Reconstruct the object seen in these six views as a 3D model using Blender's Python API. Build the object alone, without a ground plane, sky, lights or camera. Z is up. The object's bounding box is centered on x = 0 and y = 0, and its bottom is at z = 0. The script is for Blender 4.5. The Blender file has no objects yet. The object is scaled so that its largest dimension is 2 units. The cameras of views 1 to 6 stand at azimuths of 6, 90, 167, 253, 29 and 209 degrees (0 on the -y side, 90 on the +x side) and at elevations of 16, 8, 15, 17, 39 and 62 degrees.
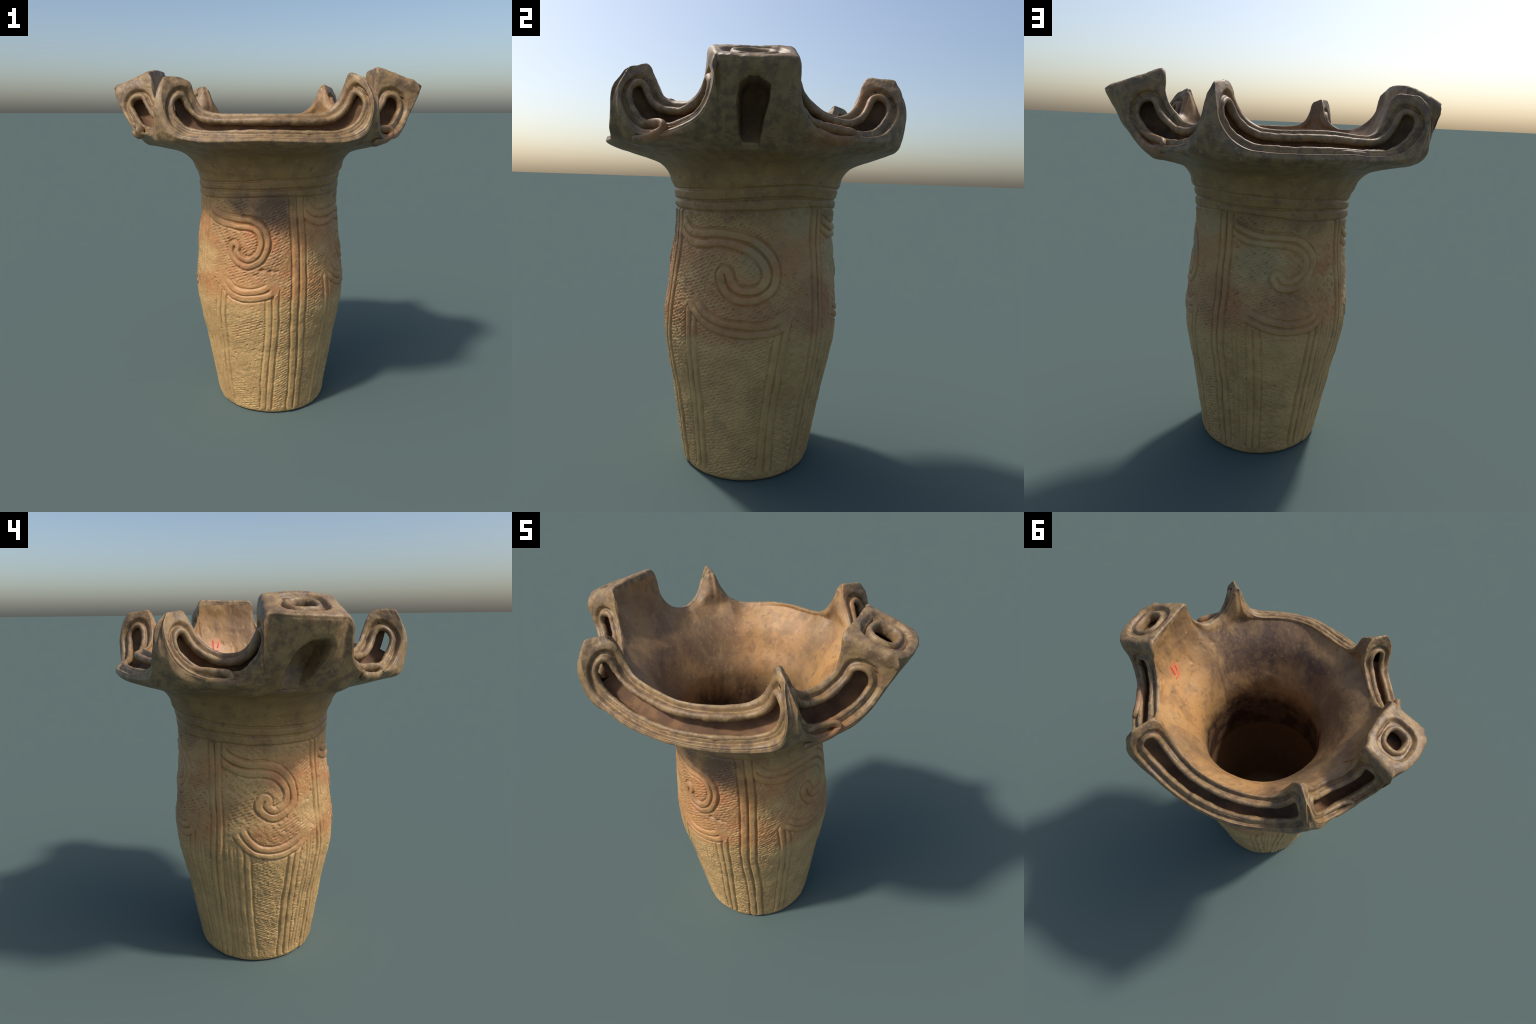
"""A tall fired-clay jar with a flared, crown-like rim: four horns, two square
towers and coil-framed slots, and a body carrying scrolls, strips and cord marks.
The whole clay wall is one lofted surface: column = place round the pot,
row = place along the wall's cross-section (floor outside -> rim -> floor inside)."""
import bpy
import numpy as np
import math

RNG = np.random.default_rng(7)
TAU = 2 * math.pi
NU = 1600                                   # columns round the pot


# ------------------------------------------------------------------ helpers
def pchip(x, y, xq):
    """Monotone cubic interpolation, y may have several columns."""
    x = np.asarray(x, float); y = np.asarray(y, float)
    if y.ndim == 1:
        return pchip(x, y[:, None], xq)[:, 0]
    h = np.diff(x)[:, None]
    d = np.diff(y, axis=0) / h
    m = np.zeros_like(y)
    w1 = 2 * h[1:] + h[:-1]; w2 = h[1:] + 2 * h[:-1]
    same = d[:-1] * d[1:] > 0
    with np.errstate(divide="ignore", invalid="ignore"):
        hm = (w1 + w2) / (w1 / d[:-1] + w2 / d[1:])
    m[1:-1] = np.where(same, hm, 0)
    m[0], m[-1] = d[0], d[-1]
    i = np.clip(np.searchsorted(x, xq, side="right") - 1, 0, len(x) - 2)
    t = ((xq - x[i]) / (x[i + 1] - x[i]))[:, None]
    hh = h[i]
    return ((2 * t**3 - 3 * t**2 + 1) * y[i] + (t**3 - 2 * t**2 + t) * hh * m[i]
            + (-2 * t**3 + 3 * t**2) * y[i + 1] + (t**3 - t**2) * hh * m[i + 1])


def sstep(a, b, x):
    t = np.clip((x - a) / (b - a), 0, 1)
    return t * t * (3 - 2 * t)


def hash01(ix, iy, iz, seed):
    h = (ix.astype(np.int64) * 374761393 + iy.astype(np.int64) * 668265263
         + iz.astype(np.int64) * 2147483647 + seed * 1274126177) & 0xFFFFFFFF
    h = ((h ^ (h >> 13)) * 1274126177) & 0xFFFFFFFF
    h = ((h ^ (h >> 16)) * 2246822519) & 0xFFFFFFFF
    return ((h ^ (h >> 15)) & 0xFFFFFF) / float(0xFFFFFF)


def noise3(P, freq, seed=0):
    """Smooth value noise in -1..1."""
    Q = P * freq
    f = np.floor(Q); t = Q - f; t = t * t * (3 - 2 * t)
    i = f.astype(np.int64); out = 0
    for dx in (0, 1):
        wx = t[..., 0] if dx else 1 - t[..., 0]
        for dy in (0, 1):
            wy = t[..., 1] if dy else 1 - t[..., 1]
            for dz in (0, 1):
                wz = t[..., 2] if dz else 1 - t[..., 2]
                out = out + wx * wy * wz * hash01(i[..., 0] + dx, i[..., 1] + dy, i[..., 2] + dz, seed)
    return 2 * out - 1


def fbm(P, freq, octaves, seed=0):
    return sum(noise3(P, freq * 2.03**k, seed + k) * 0.55**k for k in range(octaves))


def normalize(v):
    return v / np.maximum(np.linalg.norm(v, axis=-1, keepdims=True), 1e-12)


def grid_normals(X):
    """Normals of X[row, column, 3]; columns wrap round, pointing out of the clay."""
    du = np.roll(X, -1, 1) - np.roll(X, 1, 1)
    dk = np.empty_like(X)
    dk[1:-1] = X[2:] - X[:-2]; dk[0] = X[1] - X[0]; dk[-1] = X[-1] - X[-2]
    return normalize(np.cross(du, dk))


def gauss_wrap(a, sigma):
    """Gaussian blur along axis 0 of a periodic signal, sigma in samples."""
    n = a.shape[0]
    f = np.fft.rfftfreq(n) * TAU
    g = np.exp(-0.5 * (f * sigma) ** 2)
    return np.fft.irfft(np.fft.rfft(a, axis=0) * g.reshape((-1,) + (1,) * (a.ndim - 1)), n, axis=0)


# ------------------------------------------------------------------ pot profile
PROFILE_Z = [0, .012, .03, .08, .16, .25, .34, .43, .52, .60, .68, .76, .84, .93, 1.0, 1.13, 1.2, 1.27, 1.35, 1.40, 1.43, 1.455]
PROFILE_R = [.322, .334, .340, .346, .360, .374, .389, .401, .420, .434, .447, .451, .449, .438, .432, .417, .409, .407, .408, .412, .420, .434]


def axis_xy(z):
    """The pot leans a little: where its axis stands at height z."""
    return .051 - .0185 * z, -.009 + .0165 * z


# ------------------------------------------------------------------ rim stations
# One station = the inner rim edge I and the outer edge O of the crown at matching
# places: (azimuth degrees, radius, height) each; then two (radius, height) points M, L
# that lead the outer wall from O down to the flared underside.  None = rolled lip.
RIDGE_L = (.750, 1.628)
STATIONS = [
    # front long panel
    ((-85, .577, 1.755), (-85, .728, 1.651), None, None),
    ((-75, .582, 1.755), (-74, .735, 1.648), None, None),
    ((-66, .580, 1.755), (-64, .741, 1.643), None, None),
    ((-58, .575, 1.757), (-56, .748, 1.643), None, None),
    ((-53, .580, 1.772), (-51, .765, 1.655), (.768, 1.640), (.745, 1.622)),
    ((-49, .600, 1.812), (-47.6, .798, 1.696), (.795, 1.660), RIDGE_L),
    ((-46.8, .616, 1.866), (-46.0, .806, 1.762), (.797, 1.690), RIDGE_L),
    ((-45.8, .628, 1.921), (-45.6, .801, 1.827), (.800, 1.720), RIDGE_L),
    ((-45.4, .636, 1.944), (-45.4, .772, 1.868), (.798, 1.760), RIDGE_L),
    # front right horn
    ((-44.4, .640, 1.945), (-44.4, .728, 1.922), (.798, 1.800), RIDGE_L),
    ((-43.2, .636, 1.940), (-43.4, .772, 1.862), (.798, 1.760), RIDGE_L),
    ((-41.8, .632, 1.910), (-42.6, .797, 1.825), (.798, 1.720), RIDGE_L),
    ((-39.0, .630, 1.845), (-41.6, .797, 1.755), (.792, 1.690), RIDGE_L),
    ((-36.0, .623, 1.805), (-39.2, .785, 1.692), (.780, 1.660), (.748, 1.630)),
    # right front short panel
    ((-31.5, .610, 1.786), (-34.5, .768, 1.648), (.766, 1.634), (.682, 1.606)),
    ((-26, .603, 1.783), (-27, .766, 1.640), (.764, 1.628), (.662, 1.602)),
    ((-21.5, .610, 1.806), (-19.5, .778, 1.660), (.770, 1.640), (.652, 1.599)),
    ((-18.2, .625, 1.845), (-13.4, .795, 1.700), (.765, 1.655), (.678, 1.593)),
    ((-16.9, .632, 1.885), (-10.4, .812, 1.756), (.770, 1.675), (.672, 1.591)),
    ((-16.3, .634, 1.930), (-8.8, .840, 1.815), (.775, 1.695), (.668, 1.590)),
    ((-15.9, .630, 1.976), (-8.2, .858, 1.872), (.780, 1.710), (.654, 1.598)),
    # right tower
    ((-14.2, .622, 1.997), (-8.2, .846, 1.906), (.784, 1.725), (.652, 1.598)),
    ((-8, .608, 1.999), (-4.4, .872, 1.898), (.786, 1.725), (.650, 1.598)),
    ((0, .598, 1.999), (1.5, .878, 1.894), (.786, 1.725), (.650, 1.598)),
    ((8, .602, 2.000), (7, .868, 1.900), (.785, 1.725), (.650, 1.598)),
    ((14.2, .610, 1.998), (11.6, .838, 1.906), (.782, 1.725), (.664, 1.591)),
    ((16.2, .610, 1.970), (12.4, .832, 1.880), (.775, 1.710), (.666, 1.592)),
    ((17.0, .612, 1.915), (13.0, .803, 1.805), (.765, 1.690), (.668, 1.593)),
    ((18.6, .606, 1.865), (14.6, .783, 1.728), (.755, 1.670), (.672, 1.588)),
    ((21.5, .597, 1.825), (18.0, .760, 1.684), (.740, 1.645), (.680, 1.592)),
    # right back short panel
    ((26, .588, 1.791), (23.5, .745, 1.657), (.740, 1.640), (.650, 1.608)),
    ((32, .586, 1.761), (31, .748, 1.651), (.744, 1.638), (.648, 1.612)),
    ((38, .587, 1.752), (39.5, .750, 1.653), (.748, 1.640), (.668, 1.617)),
    ((43.5, .597, 1.772), (47.5, .758, 1.668), (.760, 1.645), (.735, 1.618)),
    ((48.4, .600, 1.820), (52.6, .775, 1.720), (.778, 1.670), RIDGE_L),
    ((52.0, .594, 1.875), (55.0, .784, 1.785), (.785, 1.705), RIDGE_L),
    ((54.2, .598, 1.925), (56.0, .776, 1.855), (.790, 1.740), RIDGE_L),
    # back right horn
    ((55.8, .606, 1.940), (57.0, .732, 1.923), (.795, 1.790), RIDGE_L),
    ((57.4, .596, 1.932), (58.4, .765, 1.862), (.788, 1.740), RIDGE_L),
    ((58.8, .580, 1.870), (59.4, .772, 1.790), (.780, 1.705), RIDGE_L),
    ((61.2, .566, 1.815), (61.2, .762, 1.735), (.770, 1.675), RIDGE_L),
    ((65.5, .560, 1.775), (65.0, .745, 1.685), (.748, 1.650), (.730, 1.620)),
    # back long panel
    ((72, .560, 1.752), (70.5, .728, 1.658), None, None),
    ((81, .566, 1.748), (80, .717, 1.653), None, None),
    ((91, .573, 1.754), (90, .716, 1.655), None, None),
    ((101, .580, 1.750), (101, .722, 1.657), None, None),
    ((111, .587, 1.741), (111, .727, 1.652), None, None),
    ((119, .594, 1.738), (119.5, .733, 1.655), None, None),
    ((124, .600, 1.755), (125.5, .752, 1.673), (.755, 1.645), (.735, 1.618)),
    ((127.4, .606, 1.792), (129.8, .778, 1.715), (.780, 1.665), RIDGE_L),
    ((130.6, .612, 1.850), (132.6, .804, 1.786), (.790, 1.705), RIDGE_L),
    ((132.8, .616, 1.910), (133.6, .807, 1.848), (.796, 1.740), RIDGE_L),
    # back left horn
    ((134.6, .636, 1.926), (134.6, .740, 1.921), (.808, 1.790), RIDGE_L),
    ((136.2, .632, 1.914), (135.6, .790, 1.862), (.797, 1.750), RIDGE_L),
    ((138.0, .634, 1.880), (136.8, .795, 1.806), (.790, 1.710), RIDGE_L),
    ((140.4, .628, 1.830), (138.6, .788, 1.747), (.790, 1.680), RIDGE_L),
    ((143.4, .612, 1.789), (142.2, .772, 1.697), (.775, 1.655), (.742, 1.618)),
    # left back short panel
    ((147.5, .594, 1.763), (147.2, .761, 1.668), (.745, 1.640), (.695, 1.610)),
    ((151, .590, 1.753), (152.5, .757, 1.653), (.752, 1.638), (.672, 1.607)),
    ((156, .603, 1.759), (157.5, .760, 1.657), (.755, 1.638), (.660, 1.603)),
    ((160, .618, 1.785), (161.6, .778, 1.690), (.750, 1.645), (.680, 1.588)),
    ((162.6, .626, 1.827), (164.6, .800, 1.745), (.758, 1.665), (.672, 1.592)),
    ((164.2, .626, 1.880), (165.8, .816, 1.815), (.768, 1.685), (.668, 1.591)),
    ((164.0, .638, 1.945), (165.2, .838, 1.880), (.775, 1.705), (.654, 1.598)),
    # left tower
    ((165.6, .648, 1.990), (166.6, .834, 1.914), (.782, 1.725), (.652, 1.598)),
    ((172.5, .614, 1.998), (172.0, .866, 1.908), (.784, 1.725), (.650, 1.598)),
    ((179.5, .614, 1.998), (178, .875, 1.904), (.786, 1.725), (.650, 1.598)),
    ((186.5, .625, 1.994), (183.5, .875, 1.899), (.786, 1.725), (.650, 1.598)),
    ((192.2, .648, 1.980), (187.9, .843, 1.897), (.785, 1.725), (.652, 1.598)),
    ((194.4, .630, 1.950), (189.2, .850, 1.868), (.765, 1.705), (.666, 1.591)),
    ((195.2, .630, 1.895), (190.4, .827, 1.808), (.755, 1.685), (.668, 1.592)),
    ((196.6, .620, 1.850), (192.4, .798, 1.748), (.745, 1.668), (.674, 1.587)),
    ((199.4, .604, 1.810), (196.6, .764, 1.698), (.732, 1.652), (.684, 1.592)),
    # left front short panel
    ((204, .588, 1.778), (203, .742, 1.666), (.715, 1.640), (.655, 1.604)),
    ((210, .572, 1.755), (210.5, .730, 1.655), (.704, 1.634), (.660, 1.608)),
    ((217, .562, 1.753), (218, .732, 1.655), (.712, 1.638), (.668, 1.612)),
    ((222.5, .562, 1.772), (225.6, .735, 1.672), (.735, 1.648), (.705, 1.620)),
    ((228.0, .562, 1.808), (230.2, .748, 1.720), (.752, 1.670), RIDGE_L),
    ((230.6, .572, 1.860), (232.0, .760, 1.788), (.764, 1.705), RIDGE_L),
    ((232.2, .590, 1.914), (232.6, .752, 1.852), (.772, 1.740), RIDGE_L),
    # front left horn
    ((234.0, .620, 1.926), (233.2, .712, 1.925), (.776, 1.790), (.740, 1.628)),
    ((236.2, .612, 1.919), (234.4, .740, 1.872), (.772, 1.750), (.740, 1.628)),
    ((238.0, .596, 1.908), (235.4, .756, 1.816), (.766, 1.715), (.740, 1.628)),
    ((239.2, .580, 1.855), (236.6, .758, 1.750), (.760, 1.680), (.738, 1.628)),
    ((241.2, .564, 1.803), (238.8, .750, 1.695), (.755, 1.655), (.735, 1.620)),
    ((245.5, .557, 1.770), (243.5, .722, 1.655), None, None),
    ((254, .550, 1.757), (252, .708, 1.643), None, None),
    ((264, .558, 1.755), (263, .712, 1.647), None, None),
]
TOWERS_AT = (1.0, 178.0)


def cyl(a):
    a = np.asarray(a, float)
    return np.stack([a[..., 1] * np.cos(np.radians(a[..., 0])), a[..., 1] * np.sin(np.radians(a[..., 0])), a[..., 2]], -1)


def build_rim_curves():
    I = np.array([s[0] for s in STATIONS], float)
    O = np.array([s[1] for s in STATIONS], float)
    M = np.array([s[2] or (s[1][1] + .002, s[1][2] - .016) for s in STATIONS], float)
    L = np.array([s[3] or (s[1][1] - .023, s[1][2] - .034) for s in STATIONS], float)
    wrap = lambda A, turn: np.vstack([A[-3:] - turn, A, A[:3] + turn])
    t360 = np.array([360, 0, 0.])
    I3, O3 = wrap(I, t360), wrap(O, t360)
    M3, L3 = wrap(M, np.zeros(2)), wrap(L, np.zeros(2))
    step = .5 * (np.linalg.norm(np.diff(cyl(I3), axis=0), axis=1) + np.linalg.norm(np.diff(cyl(O3), axis=0), axis=1))
    s = np.r_[0, np.cumsum(step)]
    s -= s[3]
    total = s[3 + len(I)]
    q = np.arange(NU) / NU * total
    out = [pchip(s, A, q) for A in (I3, O3, M3, L3)]
    sig = .007 / (total / NU)
    ramp = np.zeros((NU, 3)); ramp[:, 0] = np.arange(NU) / NU * 360
    I, O = (gauss_wrap(A - ramp, sig) + ramp for A in out[:2])
    M, L = (gauss_wrap(A, 2 * sig) for A in out[2:])
    return I, O, M, L, total


I, O, M, L, RIM_LEN = build_rim_curves()
ramp = np.arange(NU) / NU * 360
az_mean = .5 * (I[:, 0] + O[:, 0])
AZ_BODY = gauss_wrap(az_mean - ramp, NU * .035) + ramp        # evenly spread azimuth for the pot below

# ------------------------------------------------------------------ cross-section rows
# outside, from the floor centre up
NZ = 500
z_body = np.linspace(0, PROFILE_Z[-1], NZ)
r_body = pchip(PROFILE_Z, PROFILE_R, z_body)
ca, sa = np.cos(np.radians(AZ_BODY)), np.sin(np.radians(AZ_BODY))


def ring(r, z):
    ax, ay = axis_xy(z)
    return np.stack([ax + r * ca, ay + r * sa, np.full(NU, z)], -1)


rows, tags = [], []                # tags: which stretch of wall a row belongs to


def add_rows(X, tag):
    for x in X:
        rows.append(x); tags.append(tag)


add_rows([ring(r, .002) for r in np.linspace(.004, .285, 14)], "floor_outside")
add_rows([ring(r, z) for r, z in zip(r_body, z_body)], "pot")


def pol(az, r, z):
    return np.stack([r * np.cos(np.radians(az)), r * np.sin(np.radians(az)), z], -1)


def section_curve(points, counts):
    """Catmull-Rom through lists of [NU,3] points, counts[i] rows from point i to i+1 (last excluded)."""
    P = [2 * points[0] - points[1]] + list(points) + [2 * points[-1] - points[-2]]
    res = []
    for i, n in enumerate(counts):
        p0, p1, p2, p3 = P[i:i + 4]
        d1 = np.linalg.norm(p2 - p1, axis=1, keepdims=True)
        d0 = np.linalg.norm(p1 - p0, axis=1, keepdims=True) + 1e-9
        d2 = np.linalg.norm(p3 - p2, axis=1, keepdims=True) + 1e-9
        m1 = (p2 - p0) / (d0 + d1) * d1
        m2 = (p3 - p1) / (d1 + d2) * d1
        for j in range(n):
            t = j / n
            res.append((2 * t**3 - 3 * t**2 + 1) * p1 + (t**3 - 2 * t**2 + t) * m1
                       + (-2 * t**3 + 3 * t**2) * p2 + (t**3 - t**2) * m2)
    return res


blend = lambda w: O[:, 0] * (1 - w) + AZ_BODY * w
top_ring = rows[-1]
below = rows[-3]
neck_a = pol(blend(.85), np.full(NU, .450), np.full(NU, 1.502)); neck_a[:, :2] += np.array(axis_xy(1.5)) * .8
neck_b = pol(blend(.6), np.full(NU, .498), np.full(NU, 1.548)); neck_b[:, :2] += np.array(axis_xy(1.54)) * .5
under = pol(blend(.25), .45 * .53 + .55 * L[:, 0], .5 * 1.564 + .5 * L[:, 1])
Lp = pol(blend(.06), L[:, 0], L[:, 1])
Mp = pol(O[:, 0], M[:, 0], M[:, 1])
Op, Ip = cyl(O), cyl(I)
add_rows(section_curve([top_ring, neck_a, neck_b, under, Lp, Mp, Op], [8, 8, 12, 16, 30, 36])[1:], "collar")
K_O = len(rows)
NV = 46
v = np.linspace(0, 1, NV + 1)[:, None, None]
face = Op * (1 - v) + Ip * v
add_rows(face, "face")
K_I = len(rows) - 1
# inside: from the rim edge down the funnel to the throat and the floor
base_r = np.minimum(I[:, 1], .572 - .016 * np.clip(-np.cos(np.radians(I[:, 0])), 0, 1) ** 2); base_z = np.full(NU, 1.742)
rise = sstep(1.76, 1.84, I[:, 2])[:, None]
fun_top = pol(I[:, 0], base_r, np.minimum(I[:, 2] - .02, base_z))
fun_hi = Ip * .5 + fun_top * .5
tower_like = np.abs(np.cos(np.radians(I[:, 0]))) > .93
fun_hi[:, :2] *= (1 + rise * gauss_wrap(np.where(tower_like, .03, -.022), 8)[:, None])
az_in = lambda w: I[:, 0] * (1 - w) + AZ_BODY * w
shift = lambda P, z, k: P + np.r_[np.array(axis_xy(z)) * k, 0]
near_tower = np.clip(np.cos(np.radians(AZ_BODY)), 0, 1) ** 4          # the funnel is wider towards the towers
fun_a = shift(pol(az_in(.35), .472 + .026 * near_tower, np.full(NU, 1.645)), 1.6, .5)
fun_b = shift(pol(az_in(.7), np.full(NU, .410), np.full(NU, 1.535)), 1.5, .8)
throat = ring(.360, 1.43)
throat2 = ring(.349, 1.34)
add_rows(section_curve([Ip, fun_hi, fun_top, fun_a, fun_b, throat, throat2], [12, 12, 18, 14, 12, 8])[1:], "funnel")
IN_Z = [1.34, 1.2, 1.0, .76, .5, .27, .22, .19]
IN_R = [.349, .350, .362, .376, .350, .316, .302, .270]
zi = np.linspace(1.34, .19, 60)
ri = pchip(IN_Z[::-1], IN_R[::-1], zi)
add_rows([ring(r, z) for r, z in zip(ri, zi)], "inside")
add_rows([ring(r, .186) for r in np.linspace(.265, .004, 8)], "inside")
X = np.array(rows)
tags = np.array(tags)
NK = len(X)

# round the two rim edges
for k0, reach, n in ((K_O, 12, 16), (K_I, 9, 10)):
    for _ in range(n):
        w = np.exp(-(np.arange(-reach, reach + 1) / (reach * .45)) ** 2)[:, None, None]
        sl = slice(k0 - reach, k0 + reach + 1)
        X[sl] += .5 * w * (.5 * (X[k0 - reach - 1:k0 + reach] + X[k0 - reach + 1:k0 + reach + 2]) - X[sl])
# soften creases round the pot
for k in range(K_O - 110, K_I + 50):
    up = min(sstep(-110, -70, k - K_O), sstep(-12, -50, k - K_O))     # strongest half way up the outer wall
    X[k] = gauss_wrap(X[k], 1.2 + 8. * up)
SMOOTH = X.copy()
SMOOTH_N = grid_normals(SMOOTH)

# ------------------------------------------------------------------ slots and their frames
face_mid = SMOOTH[K_O + NV // 2]
FACE_W = np.linalg.norm(SMOOTH[K_I] - SMOOTH[K_O], axis=1)
FACE_W = gauss_wrap(FACE_W, 6)
seg = np.linalg.norm(np.roll(face_mid, -1, 0) - face_mid, axis=1)
ARC = np.r_[0, np.cumsum(seg)[:-1]]
ARC_TOTAL = seg.sum()
azm = (az_mean + 360) % 360
SLOT_V = .488                               # where the slot's middle line runs across the face
HALF = .225                                  # half gap between coil centre lines, as part of the face width
Z_END = 1.846


def col_at(az):
    return int(np.argmin(np.abs((az_mean - az + 180) % 360 - 180)))


PANELS = []                                  # (first column, last column) reached by each frame
for az, za, zb in ((-85, 1.838, 1.850), (-27, 1.850, 1.848), (33, 1.852, 1.845), (91, 1.852, 1.848),
                   (153, 1.845, 1.850), (213, 1.846, 1.838)):
    c = col_at(az)
    a = c
    while face_mid[a % NU, 2] < za:
        a -= 1
    b = c
    while face_mid[b % NU, 2] < zb:
        b += 1
    PANELS.append((a, b))

vv = np.linspace(0, 1, NV + 1)[:, None]
slot_d = np.full((NV + 1, NU), 9.)           # signed distance to the nearest frame's centre line
panel_of = np.full(NU, -1)
for p, (a, b) in enumerate(PANELS):
    cols = np.arange(a - 40, b + 41)
    s = ARC[cols % NU] + np.floor_divide(cols, NU) * ARC_TOTAL
    s0, s1 = s[40], s[-41]
    w = FACE_W[cols % NU]
    h = HALF * w
    q = np.maximum(np.maximum(s0 + h - s, s - (s1 - h)), 0)
    d = np.hypot(q[None], (vv - SLOT_V) * w[None]) - h[None]
    slot_d[:, cols % NU] = np.minimum(slot_d[:, cols % NU], d)
    panel_of[np.arange(a, b + 1) % NU] = p

h_face = -.012 * np.exp(-((slot_d - .024) / .0075) ** 2)
h_face += .004 * sstep(.030, .042, slot_d)

DISP = np.zeros((NK, NU))
CUT = np.zeros((NK, NU, 3))                  # straight cuts, as vectors
DISP[K_O:K_I + 1] += h_face

# tower caps: a moat round an inner ring, and an opening in the middle
TOWER_COLS = []
CAP = []                                      # per tower: frame for the ring
cap_open = np.zeros((NV + 1, NU), bool)
for az, (ea, eb) in zip(TOWERS_AT, ((.080, .092), (.071, .077))):
    c = col_at(az)
    a = c
    while face_mid[a % NU, 2] > 1.925:
        a -= 1
    b = c
    while face_mid[b % NU, 2] > 1.925:
        b += 1
    TOWER_COLS.append((a, b))
    cols = np.arange(a - 25, b + 26) % NU
    P = SMOOTH[K_O:K_I + 1][:, cols]
    ctr = P[NV // 2 - 1, (b - a) // 2 + 25]
    ex = np.r_[math.cos(math.radians(az)), math.sin(math.radians(az)), 0]
    inner, outer = SMOOTH[K_I, (a + b) // 2 % NU], SMOOTH[K_O, (a + b) // 2 % NU]
    er = normalize(outer - inner)
    et = normalize(np.cross([0, 0, 1], er)); en = np.cross(er, et)
    ctr = .5 * (inner + outer) - er * .004
    x, y = (P - ctr) @ er, (P - ctr) @ et
    # superellipse distance
    rad = (np.abs(x / ea) ** 2.6 + np.abs(y / eb) ** 2.6) ** (1 / 2.6)
    lift = sstep(.02, -.06, np.abs((P - ctr) @ en) - .03)
    moat = -.036 * sstep(1.42, 1.20, rad) * lift
    DISP[K_O:K_I + 1, cols] += moat
    cap_open[:, cols] |= (rad < .74) & (lift > .5)
    CAP.append((ctr, er, et, en, ea, eb))

# mouths in the towers' outer walls: (height, edge towards +y, edge towards -y), deep above, ramping out below
MOUTHS = (
    (0.0, .135, [(1.60, .030, -.030), (1.64, .036, -.034), (1.70, .046, -.038), (1.77, .066, -.037), (1.81, .066, -.028), (1.830, .030, .000), (1.85, .016, .014)]),
    (180.0, .115, [(1.605, .085, .015), (1.66, .098, -.006), (1.71, .094, -.030), (1.76, .080, -.046), (1.79, .056, -.048), (1.815, .020, -.034), (1.835, -.004, -.014)]))
for az, mouth_depth, outline in MOUTHS:
    k0 = int(np.argmax(tags == "collar"))
    c = col_at(az)
    cols = np.arange(c - 110, c + 111) % NU
    P = SMOOTH[k0:K_O][:, cols]
    zo, y1, y0 = np.array(outline).T
    y, z = P[..., 1], P[..., 2]
    left, right = np.interp(z, zo, y1), np.interp(z, zo, y0)
    half = .5 * (left - right) + .004
    inside = half - np.abs(y - .5 * (left + right))              # metres inside the outline
    inside = np.where((z < zo[0]) | (z > zo[-1]), -1, inside)
    inside = np.minimum(inside, (zo[-3] + .022 - z))
    floor = .010 + mouth_depth * sstep(1.60, 1.73, z)
    cut = floor * sstep(-.006, .008 if az == 0 else .014, inside) + .008 * sstep(-.03, .0, inside) * sstep(1.60, 1.65, z)
    cut = cut * (np.hypot(P[..., 0], P[..., 1]) > .60)
    CUT[k0:K_O, cols, 0] -= cut * math.cos(math.radians(az))

# ------------------------------------------------------------------ relief of the pot wall
# Centre grooves of the paired clay rolls, as (azimuth, height) control points.
RING1 = [(-150, 1.386), (-113, 1.402), (-82, 1.42), (-45, 1.422), (0, 1.435), (28, 1.453), (60, 1.443), (100, 1.43), (131, 1.418), (150, 1.40), (180, 1.388)]
RING2 = [(-155, 1.343), (-110, 1.362), (-70, 1.372), (-28, 1.374), (0, 1.390), (25, 1.40), (60, 1.388), (100, 1.383), (135, 1.368), (157, 1.353), (180, 1.344)]
RING3 = [(-150, 1.298), (-114, 1.315), (-82, 1.332), (-50, 1.325), (-21, 1.327), (6, 1.339), (40, 1.356), (70, 1.348), (105, 1.325), (141, 1.315), (160, 1.302), (180, 1.299)]
FRONT = dict(
    roll=.038,
    scroll=[(-139, 1.245), (-135, 1.22), (-128, 1.204), (-122, 1.194), (-109, 1.185), (-98, 1.180), (-91.5, 1.154), (-88.5, 1.103), (-89.5, 1.041), (-94, .992), (-101, .970), (-106, .980), (-110, 1.005), (-112, 1.030), (-111.5, 1.052)],
    arc=[(-119, .852), (-113, .806), (-106, .788), (-96, .793), (-88, .811), (-83, .833)],
    low_a=[(-121, .80), (-124, .66), (-126, .518), (-130, .17), (-130, .03)],
    low_b=[(-83, .82), (-83, .677), (-84, .519), (-87, .296), (-90, .02)],
    faint=[[(-135, .80), (-135.5, .5), (-138, .2), (-138, .03)]])
RIGHT = dict(
    roll=.044,
    scroll=[(-58, 1.281), (-52, 1.232), (-45, 1.206), (-34, 1.20), (-21, 1.210), (-9, 1.202), (2, 1.175), (9, 1.13), (13, 1.076), (12.5, 1.012), (7, .970), (-2, .955), (-10, .972), (-14, 1.009), (-15.5, 1.045)],
    arc=[(-35, .892), (-27, .841), (-17, .81), (-5, .8), (5, .798), (15, .809), (22, .835)],
    low_a=[(-37, .86), (-36, .706), (-36, .55), (-36, .353), (-37, .03)],
    low_b=[(21.5, .826), (19.5, .691), (18, .504), (17, .284), (18, .03)])
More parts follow.
